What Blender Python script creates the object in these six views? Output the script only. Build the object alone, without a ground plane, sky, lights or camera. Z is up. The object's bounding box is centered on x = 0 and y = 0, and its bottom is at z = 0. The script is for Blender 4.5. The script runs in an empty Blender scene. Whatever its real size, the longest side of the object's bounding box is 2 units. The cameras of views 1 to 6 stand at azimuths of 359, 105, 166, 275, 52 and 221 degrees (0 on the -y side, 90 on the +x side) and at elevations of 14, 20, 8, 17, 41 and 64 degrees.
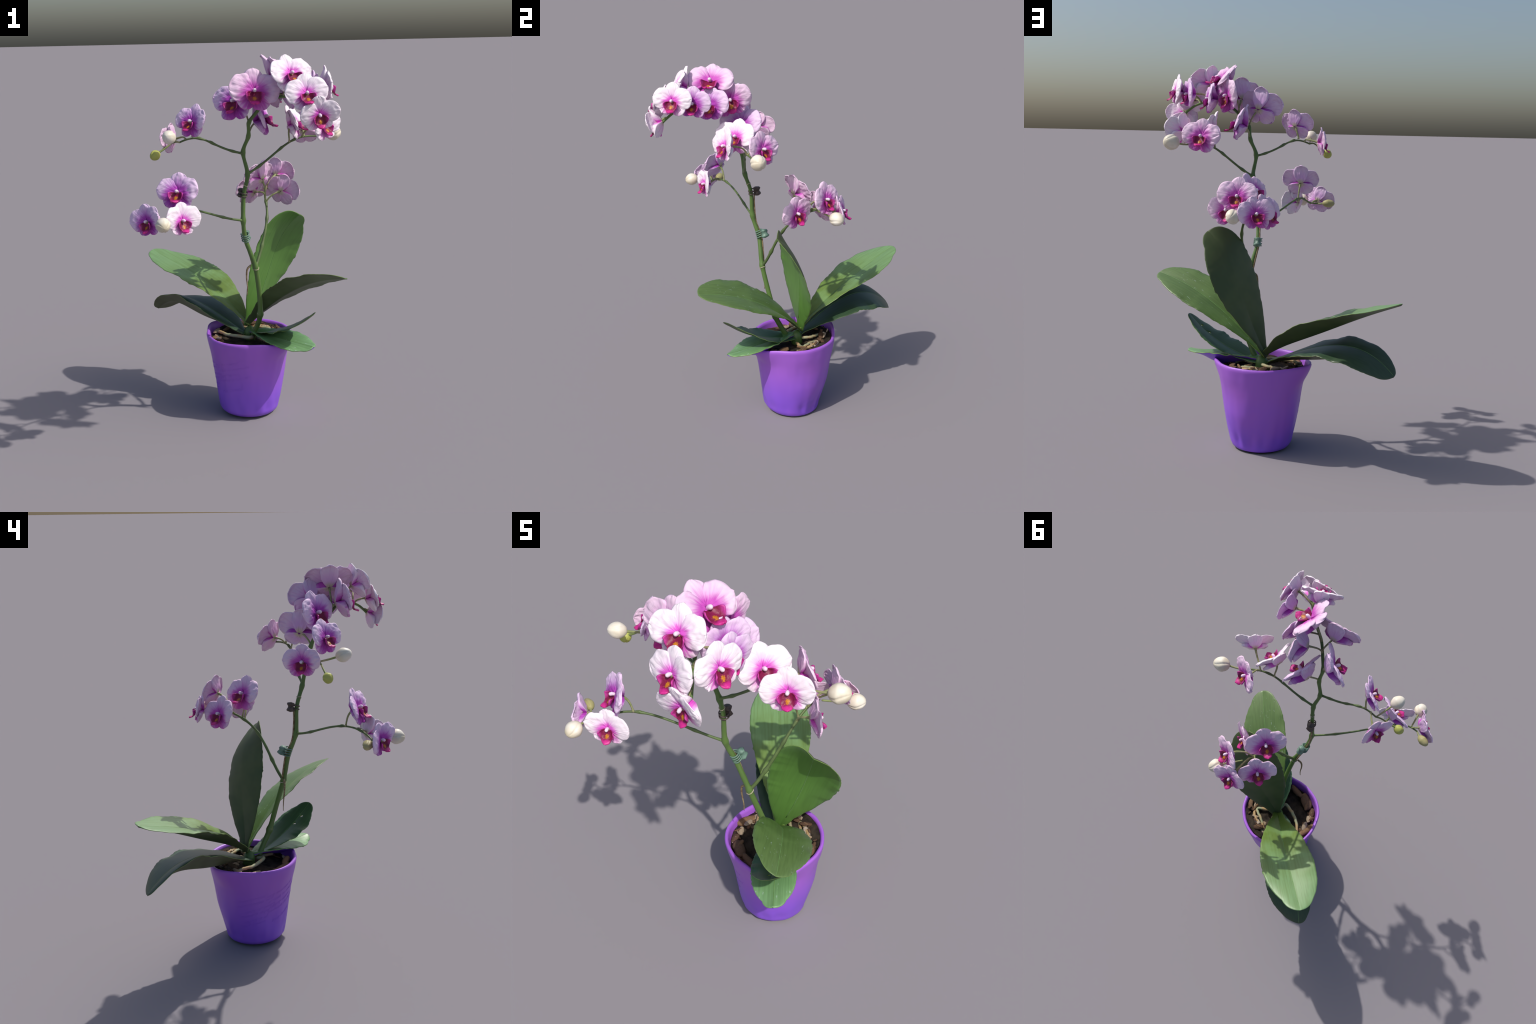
"""Potted moth orchid: violet pot, bark, six strap leaves, one branching flower spike."""
import bpy, math, random
import numpy as np
from mathutils import Vector, Matrix, noise

random.seed(7)
RNG = np.random.default_rng(7)

# ------------------------------------------------------------------ helpers
def V(*a):
    return np.array(a, float)

def unit(v):
    return v / (np.linalg.norm(v) + 1e-12)

def bezier(cp, t):
    cp = np.array(cp, float)
    n = len(cp) - 1
    t = np.atleast_1d(t)
    B = np.stack([math.comb(n, i) * t**i * (1 - t)**(n - i) for i in range(n + 1)], 1)
    return B @ cp

def smooth_path(pts, n):
    """Catmull-Rom through pts, n samples evenly spaced by chord."""
    p = np.array(pts, float)
    q = np.vstack([2 * p[0] - p[1], p, 2 * p[-1] - p[-2]])
    out = []
    for i in range(1, len(q) - 2):
        for s in np.linspace(0, 1, 24, endpoint=False):
            a, b, c, d = q[i - 1], q[i], q[i + 1], q[i + 2]
            out.append(.5 * (2*b + (c - a)*s + (2*a - 5*b + 4*c - d)*s*s + (3*b - a - 3*c + d)*s**3))
    out.append(p[-1])
    out = np.array(out)
    d = np.r_[0, np.cumsum(np.linalg.norm(np.diff(out, axis=0), axis=1))]
    s = np.linspace(0, d[-1], n)
    return np.stack([np.interp(s, d, out[:, k]) for k in range(3)], 1)

def nz(x, y=0., z=0.):
    return noise.noise((x, y, z))

def sstep(a, b, x):
    t = np.clip((x - a) / (b - a), 0, 1)
    return t * t * (3 - 2 * t)

def new_object(name, verts, faces, mats, parent=None, matrix=None, slots=None, smooth=True):
    me = bpy.data.meshes.new(name)
    me.from_pydata([tuple(map(float, v)) for v in verts], [], faces)
    for m in mats:
        me.materials.append(m)
    if slots is not None:
        me.polygons.foreach_set('material_index', slots)
    if smooth:
        me.polygons.foreach_set('use_smooth', [True] * len(me.polygons))
    me.update()
    ob = bpy.data.objects.new(name, me)
    bpy.context.scene.collection.objects.link(ob)
    if parent:
        ob.parent = parent
    if matrix is not None:
        ob.matrix_local = matrix
    return ob

def sheet(P, thick, hole=None, edge_taper=True):
    """Closed solid from a grid of points P[i,j]: returns verts, faces, slot ids
    (0 upper face, 1 lower face, 2 rim). hole[i,j] True leaves that cell open."""
    ni, nj = P.shape[:2]
    du = np.gradient(P, axis=0)
    dv = np.gradient(P, axis=1)
    N = np.cross(du, dv)
    L = np.linalg.norm(N, axis=2, keepdims=True)
    N = np.where(L > 1e-10, N / np.maximum(L, 1e-10), 0)
    for i in range(ni):                              # fill degenerate rows
        if np.linalg.norm(N[i], axis=1).min() < .5:
            j = i - 1 if i > 0 else i + 1
            bad = np.linalg.norm(N[i], axis=1) < .5
            N[i][bad] = N[j][bad]
    T = thick if np.ndim(thick) else np.full((ni, nj), thick)
    up = P + N * T[..., None] / 2
    dn = P - N * T[..., None] / 2
    verts = np.vstack([up.reshape(-1, 3), dn.reshape(-1, 3)])
    off = ni * nj
    idx = lambda i, j: i * nj + j
    cells = np.ones((ni - 1, nj - 1), bool)
    if hole is not None:
        cells &= ~hole
    faces, slots = [], []
    for i in range(ni - 1):
        for j in range(nj - 1):
            if not cells[i, j]:
                continue
            a, b, c, d = idx(i, j), idx(i + 1, j), idx(i + 1, j + 1), idx(i, j + 1)
            faces.append((a, b, c, d)); slots.append(0)
            faces.append((d + off, c + off, b + off, a + off)); slots.append(1)
            for (x, y, ii, jj) in ((a, d, i - 1, j), (b, a, i, j - 1), (c, b, i + 1, j), (d, c, i, j + 1)):
                inside = 0 <= ii < ni - 1 and 0 <= jj < nj - 1 and cells[ii, jj]
                if not inside:
                    faces.append((x, y, y + off, x + off)); slots.append(2)
    return verts, faces, slots

def tube(path, radii, sides=10, caps=True):
    path = np.array(path, float)
    n = len(path)
    radii = np.broadcast_to(np.array(radii, float), (n,))
    tan = np.gradient(path, axis=0)
    tan = np.array([unit(t) for t in tan])
    ref = unit(np.cross(tan[0], V(.3, .5, .81)))
    verts, faces = [], []
    for i in range(n):
        ref = unit(ref - tan[i] * (ref @ tan[i]))
        bi = np.cross(tan[i], ref)
        for k in range(sides):
            a = 2 * math.pi * k / sides
            verts.append(path[i] + radii[i] * (math.cos(a) * ref + math.sin(a) * bi))
    for i in range(n - 1):
        for k in range(sides):
            k2 = (k + 1) % sides
            faces.append((i*sides + k, i*sides + k2, (i+1)*sides + k2, (i+1)*sides + k))
    if caps:
        faces.append(tuple(range(sides - 1, -1, -1)))
        faces.append(tuple((n - 1) * sides + k for k in range(sides)))
    return verts, faces

def blob(center, axis, length, width, rings=14, sides=14, profile=None, wob=0., seed=0):
    """Solid of revolution about an axis through center with a rounded profile."""
    axis = unit(np.array(axis, float))
    ref = unit(np.cross(axis, V(.31, .2, .9)))
    bi = np.cross(axis, ref)
    verts, faces = [], []
    for i in range(rings + 1):
        s = i / rings
        r = width / 2 * (profile(s) if profile else math.sqrt(max(0, 1 - (2*s - 1)**2)))
        for k in range(sides):
            a = 2 * math.pi * k / sides
            rr = max(r, 1e-4) * (1 + wob * nz(3*s + seed, math.cos(a), math.sin(a)))
            verts.append(np.array(center) + axis * (s - .5) * length + rr * (math.cos(a)*ref + math.sin(a)*bi))
    for i in range(rings):
        for k in range(sides):
            k2 = (k + 1) % sides
            faces.append((i*sides + k, i*sides + k2, (i+1)*sides + k2, (i+1)*sides + k))
    faces.append(tuple(range(sides - 1, -1, -1)))
    faces.append(tuple(rings * sides + k for k in range(sides)))
    return verts, faces

def merge(*parts):
    verts, faces, slots = [], [], []
    for n, (v, f) in enumerate(parts):
        o = len(verts)
        verts += list(v)
        faces += [tuple(i + o for i in fc) for fc in f]
        slots += [n] * len(f)
    return verts, faces, slots

# ---------------------------------------------------------------- materials
class Nodes:
    def __init__(self, name, rough=.5, spec=.4):
        self.mat = bpy.data.materials.new(name)
        self.mat.use_nodes = True
        self.t = self.mat.node_tree
        self.bsdf = self.t.nodes['Principled BSDF']
        self.bsdf.inputs['Roughness'].default_value = rough
        self.bsdf.inputs['Specular IOR Level'].default_value = spec
        self.co = self.t.nodes.new('ShaderNodeTexCoord').outputs['Object']
    def put(self, sock, v):
        if hasattr(v, 'is_output'):
            self.t.links.new(v, sock)
        elif isinstance(v, (tuple, list)) and len(v) == 3 and sock.type == 'RGBA':
            sock.default_value = (*v, 1)
        else:
            sock.default_value = v
    def math(self, op, a, b=0., clamp=False):
        n = self.t.nodes.new('ShaderNodeMath'); n.operation = op; n.use_clamp = clamp
        self.put(n.inputs[0], a); self.put(n.inputs[1], b)
        return n.outputs[0]
    def xyz(self, vec=None):
        n = self.t.nodes.new('ShaderNodeSeparateXYZ'); self.put(n.inputs[0], vec or self.co)
        return n.outputs
    def combine(self, x, y, z):
        n = self.t.nodes.new('ShaderNodeCombineXYZ')
        for s, v in zip(n.inputs, (x, y, z)):
            self.put(s, v)
        return n.outputs[0]
    def scaled(self, sc, loc=(0, 0, 0)):
        n = self.t.nodes.new('ShaderNodeMapping')
        self.put(n.inputs['Vector'], self.co)
        n.inputs['Scale'].default_value = sc; n.inputs['Location'].default_value = loc
        return n.outputs[0]
    def noise(self, scale, vec=None, detail=3., rough=.5):
        n = self.t.nodes.new('ShaderNodeTexNoise')
        n.inputs['Scale'].default_value = scale
        n.inputs['Detail'].default_value = detail; n.inputs['Roughness'].default_value = rough
        self.put(n.inputs['Vector'], vec or self.co)
        return n.outputs['Fac']
    def remap(self, v, a, b, c=0., d=1., smooth=True):
        n = self.t.nodes.new('ShaderNodeMapRange')
        if smooth: n.interpolation_type = 'SMOOTHSTEP'
        self.put(n.inputs[0], v)
        for k, x in zip((1, 2, 3, 4), (a, b, c, d)):
            n.inputs[k].default_value = x
        return n.outputs[0]
    def mix(self, f, a, b, mode='MIX'):
        n = self.t.nodes.new('ShaderNodeMix'); n.data_type = 'RGBA'; n.blend_type = mode
        self.put(n.inputs[0], f); self.put(n.inputs[6], a); self.put(n.inputs[7], b)
        return n.outputs[2]
    def random(self):
        return self.t.nodes.new('ShaderNodeObjectInfo').outputs['Random']
    def color(self, c):
        self.put(self.bsdf.inputs['Base Color'], c)
    def bump(self, h, strength=.2, dist=.002):
        n = self.t.nodes.new('ShaderNodeBump')
        n.inputs['Strength'].default_value = strength; n.inputs['Distance'].default_value = dist
        self.put(n.inputs['Height'], h)
        self.t.links.new(n.outputs[0], self.bsdf.inputs['Normal'])

def petal_material(name, edge, pink, deep, reach, back=False, vein=.5):
    """Colours laid out on the flower's own coordinates (width of flower = 1)."""
    m = Nodes(name, rough=.55, spec=.25)
    x, y, z = m.xyz()
    r = m.math('SQRT', m.math('ADD', m.math('MULTIPLY', x, x), m.math('MULTIPLY', y, y)))
    ang = m.math('ARCTAN2', x, y)
    fib = m.noise(1., m.combine(m.math('MULTIPLY', ang, 9.), m.math('MULTIPLY', r, 2.5), m.math('MULTIPLY', m.random(), 20.)), 3.)
    blot = m.noise(4., None, 2.)
    rr = m.math('ADD', r, m.math('MULTIPLY', m.math('SUBTRACT', fib, .5), .22 * vein * 2))
    rr = m.math('ADD', rr, m.math('MULTIPLY', m.math('SUBTRACT', blot, .5), .16))
    c = m.mix(m.remap(rr, .12 + reach, .36 + reach), pink, edge)
    if not back:
        low = m.math('ADD', rr, m.math('MULTIPLY', y, .48))          # deeper beside the lip
        c = m.mix(m.remap(low, .10 + reach * .8, .29 + reach * 1.2), deep, c)
    else:
        c = m.mix(m.remap(r, .04, .17), (.55, .50, .34), c)
        lines = m.remap(fib, .52, .62)
        c = m.mix(m.math('MULTIPLY', lines, .16), c, deep)
    m.color(c)
    m.bump(fib, .25, .01)
    return m.mat

FRONT, BACK = [], []
for i, (e, p, d, rch) in enumerate((
        ((.88, .78, .86), (.82, .52, .80), (.68, .10, .58), .0),    # whitened: sun overexposure baked into these blooms
        ((.79, .58, .75), (.66, .32, .62), (.53, .08, .46), .06),    # pinker blooms
        ((.77, .58, .79), (.58, .28, .65), (.42, .055, .44), .075))):  # lilac blooms
    FRONT.append(petal_material('petal_face_%d' % i, e, p, d, rch))
    BACK.append(petal_material('petal_reverse_%d' % i, tuple(.93 * v for v in e), tuple(.6*a + .4*b for a, b in zip(p, e)), d, .03, back=True))

def lip_material():
    m = Nodes('lip_crimson', rough=.45, spec=.35)
    x, y, z = m.xyz()
    n = m.noise(14., None, 3.)
    front = m.math('ADD', z, m.math('MULTIPLY', m.math('SUBTRACT', n, .5), .08))
    c = m.mix(m.remap(front, .11, .17), (.20, .008, .055), (.56, .025, .24))
    side = m.math('ABSOLUTE', x)
    c = m.mix(m.math('MULTIPLY', m.remap(side, .11, .17), .8), c, (.52, .05, .33))
    dy = m.math('ADD', y, .155)
    dz = m.math('SUBTRACT', z, .095)
    d = m.math('SQRT', m.math('ADD', m.math('MULTIPLY', x, x), m.math('ADD', m.math('MULTIPLY', dy, dy), m.math('MULTIPLY', dz, dz))))
    d = m.math('ADD', d, m.math('MULTIPLY', m.math('SUBTRACT', m.noise(38., None, 2.), .5), .11))
    c = m.mix(m.remap(d, .025, .062), (.52, .20, .012), c)
    m.color(c)
    m.bump(n, .3, .01)
    return m.mat
LIP = lip_material()

def plain(name, c, c2=None, scale=40., rough=.5, spec=.4, bump=.15, stretch=None, dist=.002):
    m = Nodes(name, rough, spec)
    n = m.noise(scale, m.scaled(stretch) if stretch else None, 4.)
    m.color(m.mix(m.remap(n, .3, .7), c, c2 or tuple(v * .75 for v in c)))
    if bump:
        m.bump(n, bump, dist)
    return m.mat

COLUMN = plain('column_white', (.85, .78, .82), (.74, .52, .72), 9., .45, .3, 0)
STALK = plain('pedicel_green', (.20, .26, .085), (.36, .34, .20), 12., .5, .35, .1)

def leaf_material(name, base, tip, length, specks=0., rough=.42, spec=.5):
    m = Nodes(name, rough, spec)
    x, y, z = m.xyz()
    fib = m.noise(1., m.scaled((3., 110., 40.)), 3.)
    blot = m.noise(7., None, 4.)
    f = m.math('ADD', m.math('DIVIDE', x, length), m.math('MULTIPLY', m.math('SUBTRACT', blot, .5), .5))
    c = m.mix(m.remap(f, .25, 1.), base, tip)
    c = m.mix(m.remap(fib, .35, .7, 0., .35), c, tuple(v * .62 for v in base))
    c = m.mix(m.remap(blot, .52, .75, 0., .3), c, tuple(v * 1.35 for v in tip))
    if specks:
        s = m.noise(90., m.scaled((.35, 1., 1.)), 2., .6)
        c = m.mix(m.remap(s, .66, .72, 0., specks), c, (.40, .52, .46))
    m.color(c)
    m.bump(fib, .18, .002)
    return m.mat

UNDER = plain('leaf_underside', (.075, .105, .04), (.055, .085, .032), 9., .5, .35, .1)
UNDER_OLIVE = plain('leaf_underside_olive', (.115, .135, .065), (.085, .10, .045), 14., .55, .3, .12)
UNDER_GREEN = plain('leaf_underside_green', (.10, .145, .06), (.075, .11, .042), 12., .55, .3, .12)
MARGIN = plain('leaf_margin', (.24, .34, .09), (.13, .22, .05), 30., .5, .4, 0)
RIB = plain('leaf_midrib', (.17, .31, .11), (.11, .23, .06), 30., .45, .4, 0)
STEM = plain('stem_green', (.115, .20, .05), (.075, .145, .035), 9., .42, .45, .12, (1, 1, .25))
BRANCH = plain('branch_green', (.12, .18, .06), (.085, .125, .045), 14., .48, .4, .12)
NODE = plain('node_sheath', (.50, .45, .34), (.32, .30, .18), 30., .6, .3, .1)
BUD_WHITE = plain('bud_cream', (.82, .78, .69), (.66, .59, .43), 11., .45, .35, .1)
BUD_OLIVE = plain('bud_olive', (.44, .38, .20), (.34, .33, .13), 14., .5, .35, .1)
BUD_LIME = plain('bud_lime', (.50, .50, .13), (.38, .42, .09), 14., .5, .35, .1)
CLIP_GREEN = plain('clip_grey_green', (.16, .27, .21), (.10, .18, .14), 60., .45, .4, .2)
CLIP_DARK = plain('clip_dark', (.045, .035, .032), (.10, .075, .06), 60., .5, .4, .2)
TWINE = plain('dry_fibre', (.16, .09, .055), (.34, .28, .16), 60., .7, .2, .2)

def pot_material():
    m = Nodes('pot_violet', rough=.42, spec=.4)
    x, y, z = m.xyz()
    n = m.noise(3.2, None, 2.)
    zz = m.math('ADD', z, m.math('MULTIPLY', m.math('SUBTRACT', n, .5), .16))
    c = m.mix(m.remap(zz, .05, .38), (.255, .095, .70), (.37, .125, .64))
    c = m.mix(m.remap(m.noise(5., None, 2.), .5, .75, 0., .22), c, (.42, .12, .50))
    m.color(c)
    return m.mat
POT = pot_material()
POT_DARK_BAND = plain('pot_base_dark', (.018, .014, .022), None, 30., .7, .2, .1)
SOIL = plain('soil_dark', (.016, .013, .011), (.05, .038, .027), 28., .85, .15, .8, None, .01)

def bark_material():
    m = Nodes('bark', rough=.8, spec=.2)
    r = m.random()
    ramp = m.t.nodes.new('ShaderNodeValToRGB')
    cr = ramp.color_ramp
    stops = ((0, (.075, .04, .026)), (.25, (.25, .15, .08)), (.5, (.13, .075, .05)), (.7, (.38, .29, .19)), (1, (.55, .46, .37)))
    cr.elements[0].position, cr.elements[0].color = 0, (*stops[0][1], 1)
    cr.elements[1].position, cr.elements[1].color = 1, (*stops[-1][1], 1)
    for p, c in stops[1:-1]:
        cr.elements.new(p).color = (*c, 1)
    m.t.links.new(r, ramp.inputs[0])
    n = m.noise(50., m.scaled((.3, 1., 1.)), 4., .6)
    m.color(m.mix(m.remap(n, .4, .7, 0., .55), ramp.outputs[0], (.07, .04, .025)))
    m.bump(n, .6, .004)
    return m.mat
BARK = bark_material()

def root_material():
    m = Nodes('root', rough=.6, spec=.3)
    n = m.noise(22., None, 3.)
    c = m.mix(m.remap(n, .38, .62), (.40, .27, .13), (.30, .33, .20))
    m.color(c); m.bump(n, .3, .003)
    return m.mat
ROOT = root_material()

# ------------------------------------------------------------------- the thing
plant = bpy.data.objects.new('potted_orchid', None)
bpy.context.scene.collection.objects.link(plant)
plant['label'] = 'pink and white moth orchid in a violet pot'
plant['category'] = 'potted plant'

# ------------------------------------------------------------------------ pot
PC = V(.037, .118, 0)                      # pot axis
PROFILE = ((0, .125), (.004, .140), (.014, .152), (.03, .162), (.06, .168), (.10, .1775), (.15, .187),
           (.20, .195), (.25, .2015), (.30, .2085), (.35, .2175), (.40, .2285), (.44, .2355), (.458, .238),
           (.4655, .2345))
FLARE_LEAF = math.radians(-41)              # where a leaf presses the wall outward
FLARE_DROOP = math.radians(141)

def ang_gap(a, b):
    return abs((a - b + math.pi) % (2 * math.pi) - math.pi)

def wall(theta, z, r):
    """Hand-pressed pot wall: gentle dents, and two flares of the rim under leaves."""
    c, s = math.cos(theta), math.sin(theta)
    dent = .0035 * nz(2.2 * c, 2.2 * s, 5 * z + 3) + .002 * nz(5 * c, 5 * s, 9 * z)
    low = max(0, 1 - abs(z - .06) / .06)
    dent += low * .007 * nz(4 * c + 9, 4 * s, 1)
    if z < .22:                                                     # the foot sits a little off axis, pressed in at the back
        k = float(1 - sstep(.04, .22, z))
        dent += k * (-.010 * s - .004 * c)
        dent -= k * .010 * math.exp(-(ang_gap(theta, math.radians(80)) / .6)**2)
        dent += k * .006 * math.exp(-(ang_gap(theta, math.radians(200)) / .6)**2)
    g1 = math.exp(-(ang_gap(theta, FLARE_LEAF) / math.radians(24))**2)
    g2 = math.exp(-(ang_gap(theta, FLARE_DROOP) / math.radians(20))**2)
    up = float(sstep(.33, .47, z))
    r2 = r + dent * min(1, z / .03) + .035 * g1 * up + .036 * g2 * up
    z2 = z - .020 * g1 * up + .006 * g2 * up
    return PC[0] + r2 * c, PC[1] + r2 * s, z2

def build_pot():
    prof = [(z, r) for z, r in PROFILE]
    zs = np.array([p[0] for p in prof]); rs = np.array([p[1] for p in prof])
    d = np.r_[0, np.cumsum(np.hypot(np.diff(zs), np.diff(rs)))]
    s = np.linspace(0, d[-1], 46)
    outer = list(zip(np.interp(s, d, zs), np.interp(s, d, rs)))
    inner = [(.4665, .2295), (.463, .2215), (.45, .2185), (.42, .213), (.38, .205), (.36, .2), (.36, .05)]
    rings = outer + inner
    n = 144
    verts, faces, slots = [], [], []
    for z, r in rings:
        for k in range(n):
            verts.append(wall(2 * math.pi * k / n, z, r))
    for i in range(len(rings) - 1):
        for k in range(n):
            k2 = (k + 1) % n
            faces.append((i*n + k, i*n + k2, (i+1)*n + k2, (i+1)*n + k))
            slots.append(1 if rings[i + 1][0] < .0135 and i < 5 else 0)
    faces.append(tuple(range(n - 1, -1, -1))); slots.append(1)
    faces.append(tuple((len(rings) - 1) * n + k for k in range(n))); slots.append(0)
    return new_object('pot', verts, faces, [POT, POT_DARK_BAND], plant, slots=slots)
pot = build_pot()

def pot_lettering():
    """Rows of raised handwriting climbing round the front of the pot."""
    rows = (('from Orchids', 163, .272), ('from Orchids with', 160, .240), ('beauty of nature', 170, .210),
            ('moments of joy for', 164, .180), ('moments of', 171, .150), ('with flowers', 167, .122),
            ('each moment of', -156, .300), ('orchids to everyone', -152, .268), ('beauty nature', -149, .238),
            ('moments for joy and', -152, .206), ('from Orchids', -144, .148))
    verts, faces = [], []
    for text, a0, z0 in rows:
        cu = bpy.data.curves.new('lettering', 'FONT')
        cu.body = text; cu.size = .026; cu.shear = .35; cu.extrude = .5; cu.resolution_u = 2
        ob = bpy.data.objects.new('lettering', cu)
        bpy.context.scene.collection.objects.link(ob)
        dg = bpy.context.evaluated_depsgraph_get()
        me = ob.evaluated_get(dg).to_mesh()
        o = len(verts)
        for v in me.vertices:
            x, y, e = v.co
            z = z0 + y + .28 * x
            r = float(np.interp(z, [p[0] for p in PROFILE], [p[1] for p in PROFILE]))
            th = math.radians(a0) + x / .2
            wx, wy, wz = wall(th, z, r + (.0005 if e > 0 else -.002))
            verts.append((wx, wy, wz))
        faces += [tuple(i + o for i in p.vertices) for p in me.polygons]
        ob.to_mesh_clear()
        bpy.data.objects.remove(ob); bpy.data.curves.remove(cu)
    return new_object('raised_lettering', verts, faces, [POT], pot, smooth=False)
pot_lettering()

# -------------------------------------------------- bark, roots, crown of leaves
def build_soil():
    verts, faces = [], []
    nr, n = 22, 72
    for i in range(nr + 1):
        q = i / nr
        r = .216 * q
        for k in range(n):
            a = 2 * math.pi * k / n
            x, y = r * math.cos(a), r * math.sin(a)
            z = .412 + .018 * q**3 + .13 * y + .010 * nz(14 * x, 14 * y, 2) + .006 * nz(40 * x, 40 * y, 5)
            verts.append((PC[0] + x, PC[1] + y, z))
    for i in range(nr):
        for k in range(n):
            k2 = (k + 1) % n
            faces.append((i*n + k, (i+1)*n + k, (i+1)*n + k2, i*n + k2))
    # close underneath
    o = len(verts)
    for k in range(n):
        a = 2 * math.pi * k / n
        verts.append((PC[0] + .2 * math.cos(a), PC[1] + .2 * math.sin(a), .365))
    for k in range(n):
        k2 = (k + 1) % n
        faces.append((nr*n + k, o + k, o + k2, nr*n + k2))
    faces.append(tuple(o + k for k in range(n - 1, -1, -1)))
    return new_object('soil', verts, faces, [SOIL], plant)
soil = build_soil()

def chip_mesh(i):
    rnd = random.Random(100 + i)
    L, W, H = 1., rnd.uniform(.35, .6), rnd.uniform(.2, .32)
    verts, faces = [], []
    ni, nj = 9, 8
    for a in range(ni + 1):
        s = a / ni
        w = (math.sin(math.pi * (.08 + .84 * s)))**.45
        for b in range(nj):
            t = 2 * math.pi * b / nj
            j = 1 + .22 * nz(2.5 * s + i * 7, math.cos(t) * 1.5, math.sin(t) * 1.5)
            verts.append(((s - .5) * L, W / 2 * w * j * math.cos(t), H / 2 * w * j * math.sin(t) + .1 * (s - .5)**2))
    for a in range(ni):
        for b in range(nj):
            b2 = (b + 1) % nj
            faces.append((a*nj + b, a*nj + b2, (a+1)*nj + b2, (a+1)*nj + b))
    faces.append(tuple(range(nj - 1, -1, -1)))
    faces.append(tuple(ni * nj + b for b in range(nj)))
    me = bpy.data.meshes.new('bark_chip')
    me.from_pydata([tuple(v) for v in verts], [], faces)
    me.materials.append(BARK)
    me.polygons.foreach_set('use_smooth', [True] * len(me.polygons))
    return me
CHIPS = [chip_mesh(i) for i in range(7)]

def put_chip(x, y, z, size, yaw, pitch=0., roll=0.):
    ob = bpy.data.objects.new('bark_chip', random.choice(CHIPS))
    bpy.context.scene.collection.objects.link(ob)
    ob.parent = soil
    ob.matrix_local = Matrix.Translation((x, y, z)) @ Matrix.Rotation(yaw, 4, 'Z') @ Matrix.Rotation(pitch, 4, 'Y') @ Matrix.Rotation(roll, 4, 'X') @ Matrix.Scale(size, 4)

put_chip(-.155, .105, .425, .12, math.radians(75), .1, .5)        # the larger pieces
put_chip(.112, .283, .430, .070, math.radians(20), .2, .3)
put_chip(-.105, -.012, .420, .06, math.radians(120), .1)
put_chip(-.03, -.045, .425, .11, math.radians(150), .05, .3)
put_chip(-.05, -.03, .428, .07, math.radians(115), .1, .2)
put_chip(.06, -.06, .428, .10, math.radians(172), .05)
put_chip(.09, .26, .425, .09, math.radians(40), 0., .4)
for k in range(60):                                                 # the loose ring along the wall
    a = random.uniform(0, 2 * math.pi)
    size = random.uniform(.02, .06)
    r = (.212 - .3 * size) * math.sqrt(random.uniform(.62, 1))
    put_chip(PC[0] + r * math.cos(a), PC[1] + r * math.sin(a), .424 + .13 * r * math.sin(a) + .02 * random.random(), size,
             a + math.pi / 2 + random.gauss(0, .5), random.gauss(0, .3), random.gauss(0, .5))

def root(pts, r0, r1):
    n = 26
    p = smooth_path(pts, n)
    p += np.array([[.0025 * nz(i * .6, 3), .0025 * nz(i * .6, 7), .002 * nz(i * .6, 9)] for i in range(n)])
    rad = np.linspace(r0, r1, n) * np.array([1 + .18 * nz(i * .7, r0 * 900) for i in range(n)])
    rad[-1] *= .5; rad[0] *= .7
    v, f = tube(p, rad, 9)
    new_object('root', v, f, [ROOT], plant)

root([(.054, .10, .445), (.05, .06, .447), (-.02, .076, .452), (-.085, .11, .452), (-.13, .16, .455), (-.15, .20, .43)], .011, .008)
root([(.10, .15, .44), (.16, .199, .447), (.10, .232, .450), (.048, .265, .438), (.0, .30, .42)], .009, .007)
root([(.185, .19, .43), (.15, .235, .447), (.10, .263, .45), (.041, .285, .44), (-.01, .29, .42)], .0085, .007)
root([(.095, .28, .436), (.071, .302, .442), (.031, .315, .43)], .008, .006)
root([(.05, .17, .45), (.03, .22, .452), (-.04, .26, .442), (-.09, .27, .42)], .009, .007)
root([(.08, .1, .44), (.12, .03, .44), (.16, .02, .425)], .009, .007)

v, f = blob((.042, .138, .440), (.05, -.05, 1), .11, .080, wob=.1,
            profile=lambda s: math.sqrt(max(0, 1 - (2*s - 1)**2)) * (1 - .25 * s))
new_object('crown', v, f, [STEM], plant)

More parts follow.
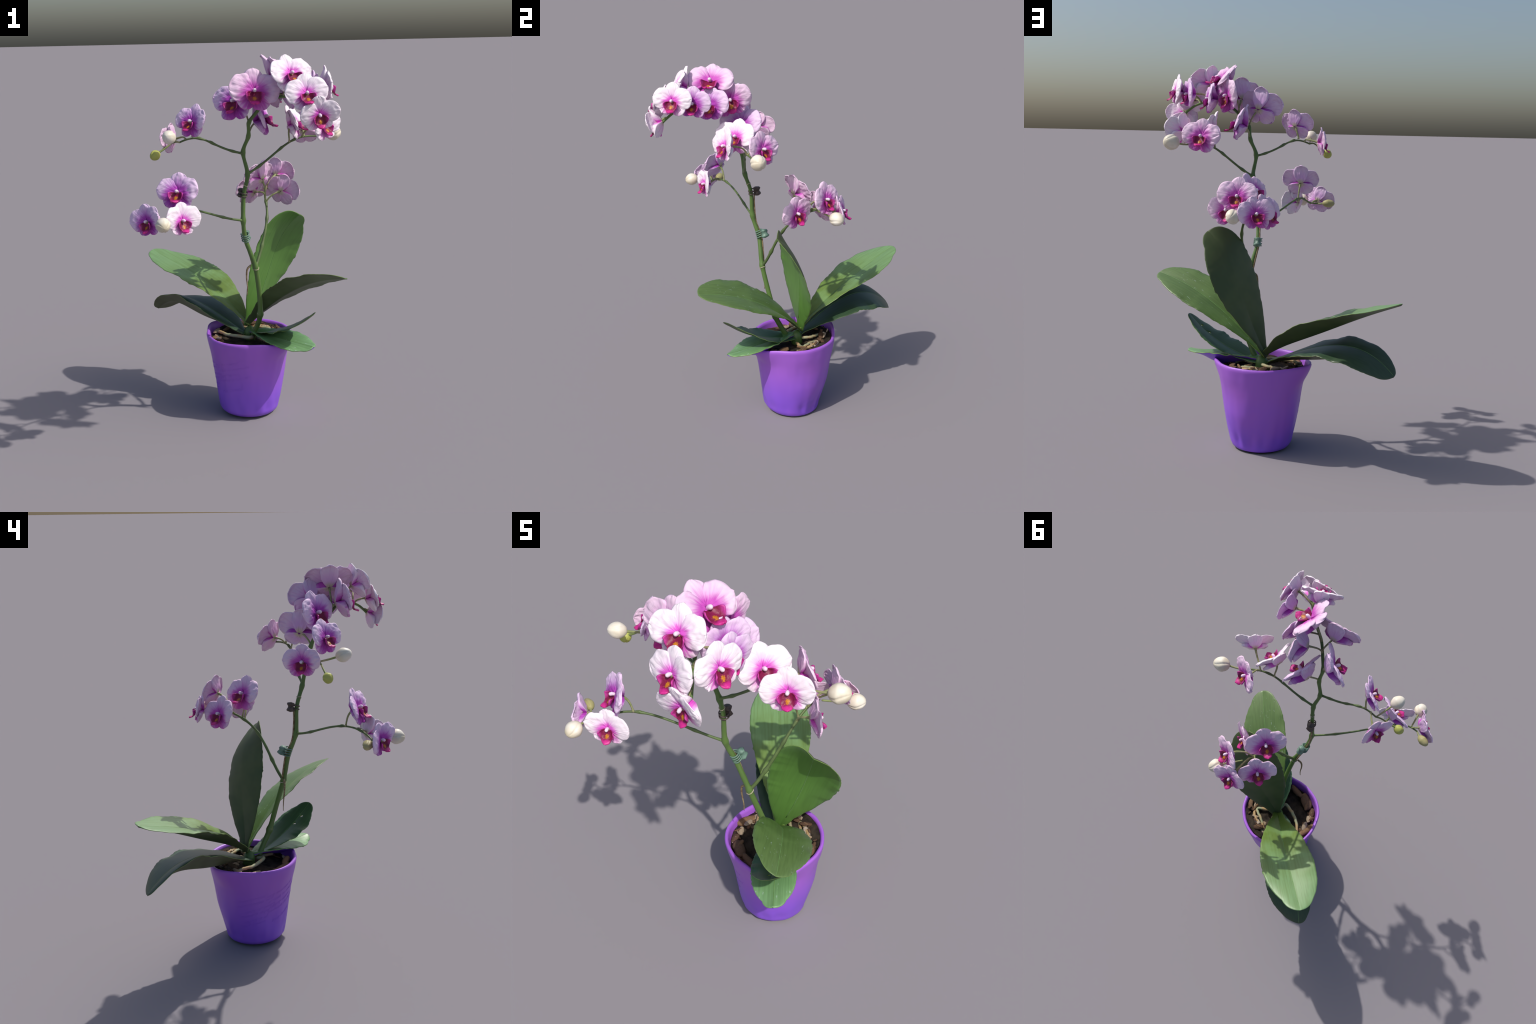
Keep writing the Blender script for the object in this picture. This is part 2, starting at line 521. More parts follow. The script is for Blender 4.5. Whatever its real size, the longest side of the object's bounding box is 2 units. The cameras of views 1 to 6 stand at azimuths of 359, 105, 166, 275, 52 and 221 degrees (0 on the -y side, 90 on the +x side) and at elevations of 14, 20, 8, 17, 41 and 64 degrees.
# --------------------------------------------------------------------- leaves
def build_leaf(a_edge, b_edge, rib, mats, under, thick=.007, holes=(), bulge=.10, ripple=1., seed=0, face=(0, 0, 1), keel=(0, .4, .2), foot=.040):
    """Strap leaf lofted between two margin curves and a midrib curve (world space)."""
    ni, nh = 84, 15
    s = np.linspace(0, 1, 400)
    A, B, M = bezier(a_edge, s), bezier(b_edge, s), bezier(rib, s)
    tip = (A[-1] + B[-1] + M[-1]) / 3
    for C in (A, B, M):
        C += (tip - C[-1]) * (s[:, None]**6)
    root_pt = (A[0] + B[0] + M[0]) / 3
    for C in (A, B, M):
        C += (root_pt - C[0]) * ((1 - s[:, None])**5)
    t = np.sin(np.linspace(0, 1, ni) * math.pi / 2)
    t = .9 * t + .1 * np.linspace(0, 1, ni)                       # rows crowd toward the blunt tip
    d = np.r_[0, np.cumsum(np.linalg.norm(np.diff(M, axis=0), axis=1))]
    m = np.stack([np.interp(t * d[-1], d, M[:, k]) for k in range(3)], 1)
    tan = np.gradient(m, axis=0); tan = np.array([unit(x) for x in tan])
    def match(C):
        out, j0 = [], 0
        for i in range(ni):
            j1 = min(len(C), j0 + 60)
            q = np.abs((C[j0:j1] - m[i]) @ tan[i])
            j = j0 + int(np.argmin(q))
            out.append(j); j0 = j
        js = np.array(out, float)
        k = np.ones(5) / 5                                         # even out the pairing
        js2 = np.convolve(np.pad(js, 2, 'edge'), k, 'valid')
        js2[0], js2[-1] = 0, len(C) - 1
        return np.stack([np.interp(js2, np.arange(len(C)), C[:, c]) for c in range(3)], 1)
    a, b = match(A), match(B)
    h = ni // 2
    if np.cross(tan[h], b[h] - a[h]) @ np.array(face) < 0:         # upper face looks along 'face'
        a, b = b, a
    # blunt tip and a sheathing base: never narrower than a rounded end / a clasping foot
    k0 = int(np.argmin(np.abs(t - .86)))
    for e in (a, b):
        w = np.linalg.norm(e - m, axis=1)
        d0 = [unit(x) for x in (e - m)]
        for i in range(k0, ni):
            q = (t[i] - t[k0]) / (1 - t[k0])
            want = .84 * w[k0] * math.sqrt(max(0, 1 - q**2))
            if want > w[i]:
                e[i] = m[i] + d0[min(i, ni - 6)] * want
        j = int(np.argmin(np.abs(t - .26)))
        for i in range(j):
            want = foot * min(1, .55 + t[i] / .2)
            if w[i] < want:
                e[i] = m[i] + unit(d0[j] * (1 - t[i] / .26) + d0[i] * (t[i] / .26 + .15)) * want
    vs = np.r_[-np.linspace(1, 0, nh, endpoint=False), np.linspace(0, 1, nh + 1)]
    P = np.zeros((ni, len(vs), 3))
    for i in range(ni):
        wid = np.linalg.norm(a[i] - b[i])
        nrm = np.cross(tan[i], b[i] - a[i]); nrm = unit(nrm) if np.linalg.norm(nrm) > 1e-9 else V(0, 0, 1)
        env = math.sin(math.pi * min(1, t[i] * 1.02))
        for j, q in enumerate(vs):
            e = a[i] if q < 0 else b[i]
            aq = abs(q)
            side = 1 if q < 0 else 2
            jag = 1 + ripple * aq**6 * env * (.045 * nz(t[i] * 34, side * 9, seed) + .040 * nz(t[i] * 75, side * 5, seed + 4))
            p = m[i] + (e - m[i]) * aq * jag
            p = p - nrm * bulge * wid * (-aq * (1 - aq)) * .5
            p = p + nrm * ripple * aq**3 * env * (.010 * nz(t[i] * 9, side * 3 + seed, 1) + .003 * nz(t[i] * 30, side, seed))
            P[i, j] = p
    cell_hole = None
    if holes:
        cell_hole = np.zeros((ni - 1, len(vs) - 1), bool)
        cen = (P[:-1, :-1] + P[1:, 1:]) / 2
        for h, rad in holes:
            dd = np.linalg.norm(cen - np.array(h), axis=2)
            k = np.unravel_index(np.argmin(dd), dd.shape)
            cell_hole |= np.linalg.norm(cen - cen[k], axis=2) < rad
    T = np.full((ni, len(vs)), thick)
    T *= (1 - .72 * np.abs(vs)[None, :]**5)
    T[:12] *= np.linspace(1.8, 1, 12)[:, None]
    T[-6:] *= np.linspace(1, .5, 6)[:, None]
    # local frame: x along the blade, z out of its upper face
    ex = unit(tip - root_pt)
    mid = ni // 2
    ez = unit(np.cross(tan[mid], b[mid] - a[mid]))
    flip = False
    ez = unit(ez - ex * (ez @ ex)); ey = np.cross(ez, ex)
    M4 = Matrix(((ex[0], ey[0], ez[0], root_pt[0]), (ex[1], ey[1], ez[1], root_pt[1]), (ex[2], ey[2], ez[2], root_pt[2]), (0, 0, 0, 1)))
    R = np.stack([ex, ey, ez], 1)
    loc = (P - root_pt) @ R
    verts, faces, slots = sheet(loc, T, cell_hole)
    if keel[0]:                                                        # heavy fold below the midrib near the pot
        k = ni * len(vs)
        for i in range(ni):
            g = keel[0] * math.exp(-((t[i] - keel[1]) / keel[2])**2)
            for j, q in enumerate(vs):
                verts[k + i * len(vs) + j] += (R.T @ V(0, 0, -1)) * g * (1 - abs(q))**1.3
    ob = new_object('leaf', verts, faces, [mats, under, MARGIN], plant, M4, slots)
    # raised vein down the middle of the upper face
    k0, k1 = 8, ni - 4
    c = loc[k0:k1, nh] + V(0, 0, 1) * 0
    up = np.array([unit(np.cross(x, V(0, 1, 0) if abs(x[1]) < .9 else V(1, 0, 0))) for x in np.gradient(c, axis=0)])
    nn = np.cross(np.gradient(loc, axis=0), np.gradient(loc, axis=1))[k0:k1, nh]
    nn = np.array([unit(x) for x in nn])
    c = c + nn * (thick * .5 - .0006)
    rib_v, rib_f = tube(c[::2], np.linspace(.0024, .0012, len(c[::2])), 6)
    new_object('midrib', rib_v, rib_f, [RIB], ob)
    return ob

LEAF_BRIGHT = leaf_material('leaf_bright', (.135, .215, .03), (.18, .32, .14), .75)  # pale bluish tip colour carries a painted sky reflection
LEAF_MID = leaf_material('leaf_mid', (.115, .255, .052), (.105, .235, .05), .72)
LEAF_RIGHT = leaf_material('leaf_right', (.085, .155, .04), (.115, .195, .06), .72, specks=.35)
LEAF_DARK = leaf_material('leaf_dark', (.035, .075, .035), (.05, .085, .042), .72)  # green darkened to hold the shade under the upper leaf
LEAF_LOW = leaf_material('leaf_low', (.045, .115, .045), (.06, .14, .055), .48)
LEAF_PALE = leaf_material('leaf_pale', (.10, .23, .075), (.19, .36, .16), .46, specks=.6)

# bright leaf reaching out to the back left
build_leaf([(.045,.157,.515),(-.162,.192,.680),(-.362,.259,.766),(-.517,.370,.791),(-.578,.495,.809),(-.518,.611,.849)],
           [(.044,.155,.501),(.001,.305,.680),(-.072,.466,.757),(-.194,.607,.771),(-.354,.660,.813),(-.536,.598,.843)],
           [(.034,.135,.474),(-.071,.249,.616),(-.199,.364,.718),(-.363,.479,.772),(-.539,.603,.821)], LEAF_BRIGHT, UNDER, seed=1, keel=(.040, .45, .36))
# drooping dark leaf below it
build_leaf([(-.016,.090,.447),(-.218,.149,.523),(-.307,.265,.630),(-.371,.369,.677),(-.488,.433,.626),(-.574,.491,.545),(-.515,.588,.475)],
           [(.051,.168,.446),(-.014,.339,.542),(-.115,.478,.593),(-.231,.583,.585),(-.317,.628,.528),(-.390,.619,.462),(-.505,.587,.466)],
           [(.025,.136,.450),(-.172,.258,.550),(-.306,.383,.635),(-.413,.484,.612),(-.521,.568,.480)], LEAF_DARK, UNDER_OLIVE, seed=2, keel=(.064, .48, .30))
# tall upright leaf
build_leaf([(.011,.157,.502),(.013,.062,.758),(.060,.032,.978),(.137,.070,1.141),(.229,.095,1.198),(.334,.094,1.127)],
           [(.023,.168,.491),(.154,.256,.648),(.293,.300,.774),(.371,.289,.912),(.382,.218,1.044),(.331,.093,1.137)],
           [(.036,.138,.475),(.128,.163,.682),(.180,.206,.875),(.206,.210,1.006),(.315,.113,1.140)], LEAF_MID, UNDER, seed=3, bulge=-.10, face=(.7, -.7, .2))
# leaf rising to the front right
build_leaf([(.023,.140,.503),(.079,.031,.718),(.173,-.105,.850),(.299,-.244,.905),(.427,-.305,.917),(.540,-.264,.859)],
           [(.032,.175,.506),(.204,.160,.641),(.371,.097,.728),(.503,-.012,.783),(.563,-.142,.827),(.530,-.273,.874)],
           [(.035,.142,.474),(.148,.078,.632),(.267,-.008,.758),(.391,-.128,.834),(.522,-.273,.872)], LEAF_RIGHT, UNDER_GREEN, seed=4)
# low leaf with a few bitten holes
build_leaf([(.061,.107,.455),(.065,-.012,.511),(.125,-.109,.523),(.214,-.185,.539),(.291,-.220,.599),(.375,-.182,.656)],
           [(.051,.152,.451),(.189,.104,.465),(.300,.055,.510),(.372,.003,.579),(.396,-.073,.632),(.382,-.179,.654)],
           [(.055,.130,.445),(.127,.046,.468),(.212,-.027,.497),(.293,-.091,.549),(.345,-.146,.612),(.379,-.181,.655)], LEAF_LOW, UNDER, seed=5,
           holes=(((.312,-.136,.600), .0075), ((.325,-.128,.612), .005), ((.280,-.094,.568), .0075), ((.292,-.098,.580), .005)))
# leaf lying on the pot rim
low_leaf = dict(a=[(.028,.124,.475),(.062,-.018,.499),(.115,-.123,.486),(.194,-.177,.448),(.286,-.189,.427),(.377,-.172,.469)],
                b=[(.045,.143,.470),(.186,.105,.492),(.302,.057,.494),(.375,-.007,.479),(.398,-.086,.458),(.374,-.171,.464)],
                m=[(.036,.140,.462),(.118,.060,.462),(.202,-.018,.463),(.290,-.091,.460),(.378,-.165,.456)])
build_leaf(low_leaf['a'], low_leaf['b'], low_leaf['m'], LEAF_PALE, POT, thick=.012, seed=6, bulge=.06, keel=(.045, .55, .26), foot=.02)

# --------------------------------------------------------------- flower spike
MAIN = smooth_path([(.060,.085,.46),(.085,.060,.52),(.101,.029,.594),(.098,-.005,.72),(.079,-.048,.882),(.052,-.064,.97),(.028,-.080,1.047),
                    (.019,-.115,1.152),(.026,-.120,1.291),(.046,-.146,1.398),(.026,-.168,1.513),(.054,-.188,1.595),
                    (.057,-.216,1.662),(.085,-.245,1.705),(.135,-.290,1.762),(.195,-.325,1.792),(.255,-.372,1.795),
                    (.315,-.425,1.775),(.362,-.468,1.737),(.392,-.498,1.700)], 170)
BR = dict(
    B=bezier([(.019,-.117,1.154),(-.117,-.215,1.183),(-.224,-.298,1.270),(-.296,-.379,1.306),(-.318,-.442,1.265),(-.337,-.492,1.221),(-.419,-.485,1.227)], np.linspace(0, 1, 60)),
    D=bezier([(.027,-.173,1.508),(-.060,-.194,1.527),(-.127,-.181,1.556),(-.163,-.209,1.600),(-.206,-.224,1.613),(-.287,-.229,1.577)], np.linspace(0, 1, 60)),
    C=bezier([(.046,-.150,1.401),(.145,-.113,1.451),(.213,-.091,1.516),(.262,-.093,1.569),(.320,-.063,1.584),(.415,.010,1.566)], np.linspace(0, 1, 60)),
    A=bezier([(.076,-.052,.880),(.114,.005,.938),(.124,.037,1.042),(.167,.072,1.117),(.166,.117,1.169),(.132,.168,1.216),(.148,.275,1.250)], np.linspace(0, 1, 60)))

def stem_radius(path, r0, r1, knots, swell=.35, seed=0):
    n = len(path)
    d = np.r_[0, np.cumsum(np.linalg.norm(np.diff(path, axis=0), axis=1))]
    r = np.interp(d / d[-1], [0, .5, 1], [r0, (r0 + r1) / 2, r1])
    for kp in knots:
        g = np.linalg.norm(path - np.array(kp), axis=1)
        r = r * (1 + swell * np.exp(-(g / .016)**2))
    return r * np.array([1 + .10 * nz(x * 22, seed) for x in d])

NODES = [(.101,.029,.594),(.079,-.048,.885),(.019,-.115,1.152),(.046,-.146,1.398),(.026,-.168,1.513),(.054,-.188,1.595),(.057,-.216,1.666)]
v, f = tube(MAIN, stem_radius(MAIN, .0150, .0062, NODES), 14)
spike = new_object('flower_spike', v, f, [STEM], plant)
for key, r0, r1 in (('A', .0085, .0055), ('B', .0062, .0042), ('C', .0062, .0045), ('D', .0058, .0045)):
    p = BR[key]
    knots = [p[8], p[26], p[40]] if key != 'A' else [p[14], p[32], p[46]]
    v, f = tube(p, stem_radius(p, r0, r1, [p[0]] + knots, .45, ord(key)), 10)
    new_object('branch', v, f, [BRANCH], spike)
    for kn in knots[1:]:                                            # small bract at each knot
        i = int(np.argmin(np.linalg.norm(p - kn, axis=1)))
        t = unit(p[min(i + 3, 59)] - p[i])
        v, f = blob(p[i] + t * .006 + V(0, 0, .004), t + V(0, 0, .25), .026, .016, 8, 8,
                    profile=lambda s: math.sqrt(max(0, 1 - (2*s - 1)**2)) * (1.1 - .8 * s))
        new_object('bract', v, f, [BRANCH], spike)

def ring(center, axis, radius, tubeR, mat, name, parent):
    axis = unit(np.array(axis, float)); e1 = unit(np.cross(axis, V(.2, .9, .1))); e2 = np.cross(axis, e1)
    n = 22
    path = [np.array(center) + radius * (math.cos(a) * e1 + math.sin(a) * e2) + axis * .0025 * math.sin(2 * a) for a in np.linspace(0, 2 * math.pi, n, endpoint=False)]
    verts, faces = [], []
    for i in range(n):
        t = unit(path[(i + 1) % n] - path[i - 1]); o = unit(path[i] - np.array(center)); bb = np.cross(t, o)
        for k in range(7):
            w = 2 * math.pi * k / 7
            verts.append(path[i] + tubeR * (math.cos(w) * o + math.sin(w) * bb))
    for i in range(n):
        for k in range(7):
            faces.append((i*7 + k, i*7 + (k+1) % 7, ((i+1) % n)*7 + (k+1) % 7, ((i+1) % n)*7 + k))
    return new_object(name, verts, faces, [mat], parent)

def spike_at(z):
    lower = MAIN[:130]
    i = int(np.argmin(np.abs(lower[:, 2] - z)))
    return lower[i], unit(lower[i + 1] - lower[i - 1])

for z, r in ((.596, .0165), (.872, .0165), (1.150, .0130), (1.345, .0112)):
    c, t = spike_at(z)
    ring(c, t, r, .0022, NODE, 'node_ring', spike)

def clip(z, mat, block, n_rings, spread):
    c, t = spike_at(z)
    cl = None
    v, f = blob(block, t, .052, .042, 10, 10, profile=lambda s: min(1, (1 - (2*s - 1)**8)) * (.9 + .15 * math.sin(9 * s)), wob=.35, seed=z * 9)
    cl = new_object('stem_clip', v, f, [mat], plant)
    for k in range(n_rings):
        o = (k - (n_rings - 1) / 2) * spread
        ring(c + t * o + (np.array(block) - c) * .25, t + V(.05 * k, 0, 0), .0205, .0032, mat, 'clip_claw', cl)
clip(1.052, CLIP_GREEN, (.034, -.046, 1.058), 4, .012)
clip(1.288, CLIP_DARK, (.012, -.090, 1.294), 2, .016)

# dry fibre tied along the back of the spike, with a loose tail
v, f = tube(smooth_path([(.016,-.104,1.28),(.012,-.105,1.21),(.014,-.096,1.12),(.026,-.064,1.04),(.047,-.050,.96),(.062,-.043,.90)], 40), .0042, 7)
new_object('tie', v, f, [TWINE], plant)
v, f = tube(smooth_path([(.055,-.050,.895),(.035,-.056,.875),(.030,-.055,.83),(.034,-.050,.77),(.032,-.049,.727)], 30), np.linspace(.006, .0018, 30), 7)
new_object('tie', v, f, [TWINE], plant)

# -------------------------------------------------------------------- flowers
def blade(base, tip, wl, wr, z_tip, belly, wave, seed, nu=20, nv=17, thick=.030, dome=.075):
    """One sepal or petal in flower units. wl/wr: half widths (u, w) either side of its axis."""
    base, tip = np.array(base, float), np.array(tip, float)
    ax = unit(tip[:2] - base[:2]); L = np.linalg.norm(tip[:2] - base[:2])
    side = V(-ax[1], ax[0])
    us = np.sin(np.linspace(0, 1, nu) * math.pi / 2)**1.1
    ql = np.array(wl); qr = np.array(wr)
    P = np.zeros((nu, nv, 3))
    for i, u in enumerate(us):
        for j, q in enumerate(np.linspace(-1, 1, nv)):
            tab = ql if q > 0 else qr
            w = np.interp(u, tab[:, 0], tab[:, 1])
            ww = w * q * (1 + .05 * nz(u * 4 + seed, q * 2, 1) * abs(q))
            xy = base[:2] + ax * (u * L * (1 + .05 * nz(q * 2.2, seed, 4) * u)) + side * ww
            z = base[2] + z_tip * u**1.5 + belly * math.sin(math.pi * min(u, 1)) * (1 - .5 * q * q) \
                - belly * 1.0 * q * q * u + wave * abs(q)**1.5 * u * nz(u * 3.1, q * 2.0 + 5, seed) * 2 + wave * .6 * nz(u * 5, q * 4, seed + 9)
            P[i, j] = (xy[0], xy[1], z)
    T = np.full((nu, nv), thick) * (1 - .55 * np.abs(np.linspace(-1, 1, nv))[None, :]**4) * (1 - .5 * us[:, None]**6)
    v, f, sl = sheet(P, T)
    k = nu * nv                                                     # fleshy reverse, thickest at the middle of the flower
    for i in range(k, 2 * k):
        v[i, 2] -= dome * max(0., 1 - (v[i, 0]**2 + v[i, 1]**2) / .17)
    return v, f, sl

def round_table(pairs):
    """Half-width table closed with a rounded end."""
    (u0, w0) = pairs[-1]
    out = list(pairs)
    for k in range(1, 9):
        a = k / 8 * math.pi / 2
        out.append((u0 + (1 - u0) * math.sin(a), w0 * math.cos(a)))
    return out

PET_UP = round_table([(0, .04), (.08, .15), (.18, .25), (.34, .30), (.52, .30), (.66, .278)])
PET_LO = round_table([(0, .03), (.12, .10), (.25, .185), (.4, .235), (.55, .255), (.68, .247)])
DORSAL = round_table([(0, .05), (.2, .13), (.4, .18), (.56, .195), (.62, .192)])
LATERAL = round_table([(0, .04), (.2, .11), (.4, .165), (.55, .185), (.62, .182)])

def scale_table(t, k):
    return [(u, w * k) for u, w in t]

def lip_surface(seed, nu=22, nv=19):
    cy = [(0, -.020, .010), (.2, -.085, .028), (.4, -.155, .050), (.55, -.205, .095), (.7, -.235, .145), (.85, -.258, .19), (1, -.285, .225)]
    wd = [(0, .07), (.15, .15), (.32, .185), (.48, .165), (.6, .115), (.75, .098), (.88, .075), (1, .012)]
    cy, wd = np.array(cy), np.array(wd)
    P = np.zeros((nu, nv, 3))
    for i, u in enumerate(np.linspace(0, 1, nu)):
        y, z, w = np.interp(u, cy[:, 0], cy[:, 1]), np.interp(u, cy[:, 0], cy[:, 2]), np.interp(u, wd[:, 0], wd[:, 1])
        cup = math.exp(-((u - .28) / .28)**2)
        for j, q in enumerate(np.linspace(-1, 1, nv)):
            a = abs(q)
            ridge = .03 * math.exp(-(q / .22)**2) * math.exp(-((u - .42) / .12)**2)
            P[i, j] = (w * math.sin(q * 1.35) / math.sin(1.35) * (1 + .08 * nz(u * 4, q, seed)),
                       y + cup * .055 * a**2.2 - .015 * a * a * (1 - cup),
                       z + cup * .125 * a**2.0 + ridge - (1 - cup) * .03 * a * a + .012 * nz(u * 5, q * 2, seed))
    return sheet(P, .02)

def flower_matrix(pos, az, el, roll, s):
    az, el, roll = map(math.radians, (az, el, roll))
    f = V(math.cos(el) * math.cos(az), math.cos(el) * math.sin(az), math.sin(el))
    r = unit(np.cross(V(0, 0, 1), f)); u = np.cross(f, r)
    r2 = math.cos(roll) * r + math.sin(roll) * u
    u2 = -math.sin(roll) * r + math.cos(roll) * u
    return Matrix(((r2[0]*s, u2[0]*s, f[0]*s, pos[0]), (r2[1]*s, u2[1]*s, f[1]*s, pos[1]), (r2[2]*s, u2[2]*s, f[2]*s, pos[2]), (0, 0, 0, 1)))

def attach_point(path, p, lo=0):
    d = np.linalg.norm(path[lo:] - p, axis=1)
    i = lo + int(np.argmin(d))
    return path[max(lo, i - 5)]

def build_flower(pos, az, el, roll, s, cup, tone, branch, seed, anchor=None):
    rnd = random.Random(seed)
    s = s * (1. if branch is PATHS['M'] else .96)
    M4 = flower_matrix(pos, az, el, roll, s)
    inv = M4.inverted()
    front, back = FRONT[tone], BACK[tone]
    cup = max(-.02, min(.12, cup))
    # stalk from the spike to the back of the flower, plus the hub the petals sit on
    backp = np.array(M4 @ Vector((0, -.01, -.07)))
    a = np.array(anchor) if anchor is not None else attach_point(branch, backp)
    fdir = np.array(M4.to_3x3() @ Vector((0, 0, 1))); fdir = unit(fdir)
    d = np.linalg.norm(backp - a)
    ctrl = [a, a + V(0, 0, .3 * d) + (backp - a) * .15, backp - fdir * .4 * d + V(0, 0, .05 * d), backp + fdir * .02]
    pth = bezier(ctrl, np.linspace(0, 1, 18))
    loc = [np.array(inv @ Vector(p)) for p in pth]
    rad = np.interp(np.linspace(0, 1, 18), [0, .1, .6, .85, 1], [.007, .0042, .0050, .0075, .009]) / s
    pv, pf = tube(loc, rad, 8)
    hv, hf = blob((0, -.01, -.028), (0, 0, 1), .075, .15, 8, 12)
    v, f, sl = merge((pv, pf), (hv, hf))
    fl = new_object('flower', v, f, [STALK, back], plant, M4, sl)
    w = lambda k=1.: .036 * k * rnd.uniform(.6, 1.3)
    j = lambda a=.03: rnd.uniform(-a, a)
    mats = [front, back, front]
    hang = .05 - .32 * max(0, math.sin(math.radians(el)) - .2)      # lower sepals droop when the face tips up
    back_d = .18 if branch is PATHS['M'] else .125
    def part(name, sh):
        new_object(name, sh[0], sh[1], mats, fl, None, sh[2])
    k = rnd.uniform(.95, 1.06)
    part('sepal', blade((0, .01, -.028), (j(.03), .465 + j(.015), 0), scale_table(DORSAL, k), scale_table(DORSAL, k), .035 + j(.03), .028, w(.7), seed + 1, dome=back_d))
    part('sepal', blade((-.01, -.01, -.032), (-.275 + j(.02), -.315 + j(.02), 0), scale_table(LATERAL, k), scale_table(LATERAL, k), hang + j(.03), .02, w(.8), seed + 2, dome=back_d))
    part('sepal', blade((.01, -.01, -.032), (.275 + j(.02), -.315 + j(.02), 0), scale_table(LATERAL, k), scale_table(LATERAL, k), hang + j(.03), .02, w(.8), seed + 3, dome=back_d))
    zl, zr = cup + .01 + j(.02), cup + .01 + j(.02)
    k = rnd.uniform(.95, 1.06)
    part('petal', blade((-.015, .02, .002), (-.50, .075 + j(.03), 0), scale_table(PET_LO, k), scale_table(PET_UP, k), zl, .035, w(), seed + 4, 24, 23))
    k = rnd.uniform(.95, 1.06)
    part('petal', blade((.015, .02, .002), (.50, .075 + j(.03), 0), scale_table(PET_UP, k), scale_table(PET_LO, k), zr, .035, w(), seed + 5, 24, 23))
    lv, lf, ls = lip_surface(seed + 6)
    new_object('lip', lv, lf, [LIP], fl)
    cv, cf = tube([(0, .005, .0), (0, .012, .04), (0, .008, .08), (0, -.005, .112), (0, -.016, .128)], [.030, .034, .040, .036, .014], 10)
    new_object('column', cv, cf, [COLUMN], fl)
    return fl

# position, heading, tilt up, roll, width, petal cup, colour tone, branch
WHITE, PINK, LILAC = 0, 1, 2
FLOWERS = (
    ((-.011,-.217,1.769), -126, 17,   7, .233, .06, LILAC, 'M', (.057,-.216,1.662)),
    ((.083,-.356,1.824),   -82, 15,  -4, .240, .05, PINK, 'M', None),
    ((.254,-.424,1.903),   -66, 27,   5, .210, .05, WHITE, 'M', None),
    ((.320,-.505,1.817),   -84, 18,   6, .200, .03, WHITE, 'M', None),
    ((.377,-.514,1.722),   -78,-16,   8, .190, .09, WHITE, 'M', None),
    ((.428,-.397,1.848),     4,  8,  -3, .196, .0, WHITE, 'M', None),
    ((.373,-.310,1.830),     6, 0,  -8, .184, .03, LILAC, 'M', None),
    ((.266,-.254,1.804),    -4,  8,   3, .202, .05, LILAC, 'M', None),
    ((.184,-.174,1.822),    20, -3,   8, .220, .08, PINK, 'M', None),
    ((.201,-.272,1.911),     8, 42,  -4, .240, .07, PINK, 'M', (.135,-.290,1.762)),
    ((.130,-.137,1.680),   -10, 25,   3, .235, .03, LILAC, 'M', (.056,-.190,1.597)),
    ((.353,.039,1.607),     62, 14,  -5, .210, .07, PINK, 'C', None),
    ((.291,-.115,1.650),   -12, 27,   0, .222, .11, WHITE, 'C', None),
    ((.439,-.125,1.636),   -46, 11,   2, .204, .12, WHITE, 'C', None),
    ((.107,.164,1.339),    137, 27,   6, .229, .04, PINK, 'A', None),
    ((.063,.282,1.241),    137, 19,   7, .216, .08, PINK, 'A', None),
    ((.222,.335,1.329),     67, 12,  -3, .204, .03, PINK, 'A', None),
    ((.146,.404,1.249),     99, 14,   5, .194, .07, PINK, 'A', None),
    ((.246,.188,1.253),     57, -2,  11, .205, .03, PINK, 'A', None),
    ((-.293,-.418,1.361), -108, 23,   0, .216, .07, LILAC, 'B', None),
    ((-.273,-.485,1.236),  -53,  6,  -4, .200, .08, WHITE, 'B', None),
    ((-.433,-.521,1.243), -126,  4,  13, .190, .11, LILAC, 'B', None),
    ((-.222,-.263,1.679), -131, 21,  -1, .198, .07, LILAC, 'D', (-.222,-.223,1.603)),
    ((-.340,-.158,1.585),  162,  2,   1, .188, .09, PINK, 'D', None),
)
PATHS = dict(M=MAIN[110:], **BR)
for n, (pos, az, el, roll, s, cup, tone, br, anchor) in enumerate(FLOWERS):
    build_flower(pos, az, el, roll, s, cup, tone, PATHS[br], 31 * n + 11, anchor)

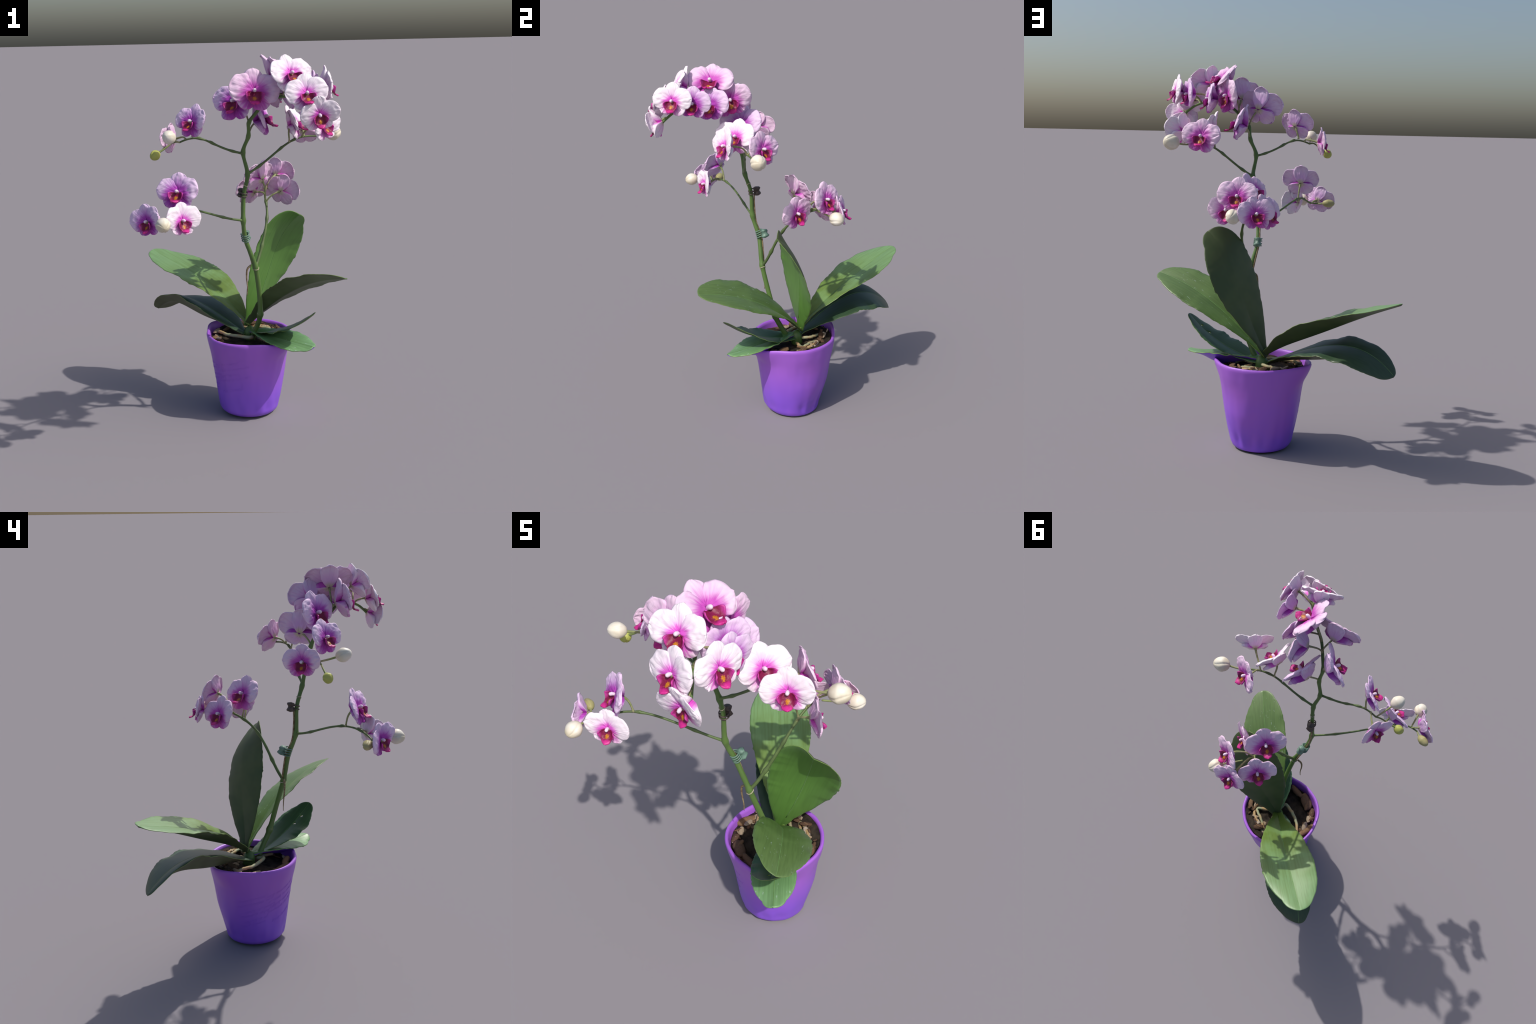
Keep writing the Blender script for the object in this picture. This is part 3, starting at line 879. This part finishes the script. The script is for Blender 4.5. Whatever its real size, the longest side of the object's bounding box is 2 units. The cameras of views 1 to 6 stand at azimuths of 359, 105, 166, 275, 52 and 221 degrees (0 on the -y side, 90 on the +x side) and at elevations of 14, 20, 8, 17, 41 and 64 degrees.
# ----------------------------------------------------------------------- buds
def bud(center, axis, length, width, mat, anchor, seed):
    """Closed bud: overlapping sepals give shallow grooves; short stalk to the branch."""
    axis = unit(np.array(axis, float)); c = np.array(center)
    prof = lambda s: math.sqrt(max(0, 1 - (2*s - 1)**2)) * (1.05 - .25 * abs(s - .45))
    verts, faces = blob(c, axis, length, width, 22, 54, prof)
    e1 = unit(np.cross(axis, V(.31, .2, .9))); e2 = np.cross(axis, e1)
    out = []
    for p in verts:
        d = p - c
        h = d @ axis; q = d - axis * h
        a = math.atan2(q @ e2, q @ e1)
        g = abs(((a / (2 * math.pi) * 3 + .12 * h / length * 3) % 1) - .5) * 2       # 3 sepals
        out.append(c + axis * h + q * (1. - .13 * math.exp(-((1 - g) / .11)**2) + .05 * nz(h * 40, a, seed)))
    start = c - axis * length * .46
    a0 = np.array(anchor, float)
    mid = (a0 + start) / 2 + V(0, 0, -.004) - axis * .004
    tv, tf = tube(bezier([a0, mid, start + axis * .004], np.linspace(0, 1, 12)), np.linspace(.0042, .0055, 12), 8)
    v, f, sl = merge((out, faces), (tv, tf))
    new_object('bud', v, f, [mat, STALK], plant, None, sl)

bud((.506,.059,1.577), (.8,.5,.12), .090, .076, BUD_WHITE, (.415,.010,1.566), 1)
bud((.254,.399,1.238), (.5,.75,-.1), .084, .070, BUD_WHITE, (.165,.285,1.250), 2)
bud((-.354,-.598,1.239), (.2,-.95,-.2), .080, .068, BUD_WHITE, (-.375,-.490,1.226), 3)
bud((-.476,-.460,1.229), (-.9,.2,.0), .074, .046, BUD_OLIVE, (-.419,-.485,1.227), 4)
bud((-.328,-.347,1.616), (-.3,-.8,.3), .080, .064, BUD_WHITE, (-.287,-.229,1.577), 5)
bud((-.405,-.277,1.522), (-.7,-.3,-.5), .056, .048, BUD_LIME, (-.330,-.245,1.572), 6)
v, f = tube(smooth_path([(-.285,-.229,1.577),(-.310,-.237,1.580),(-.335,-.246,1.570)], 8), .0042, 7)
new_object('branch', v, f, [BRANCH], spike)
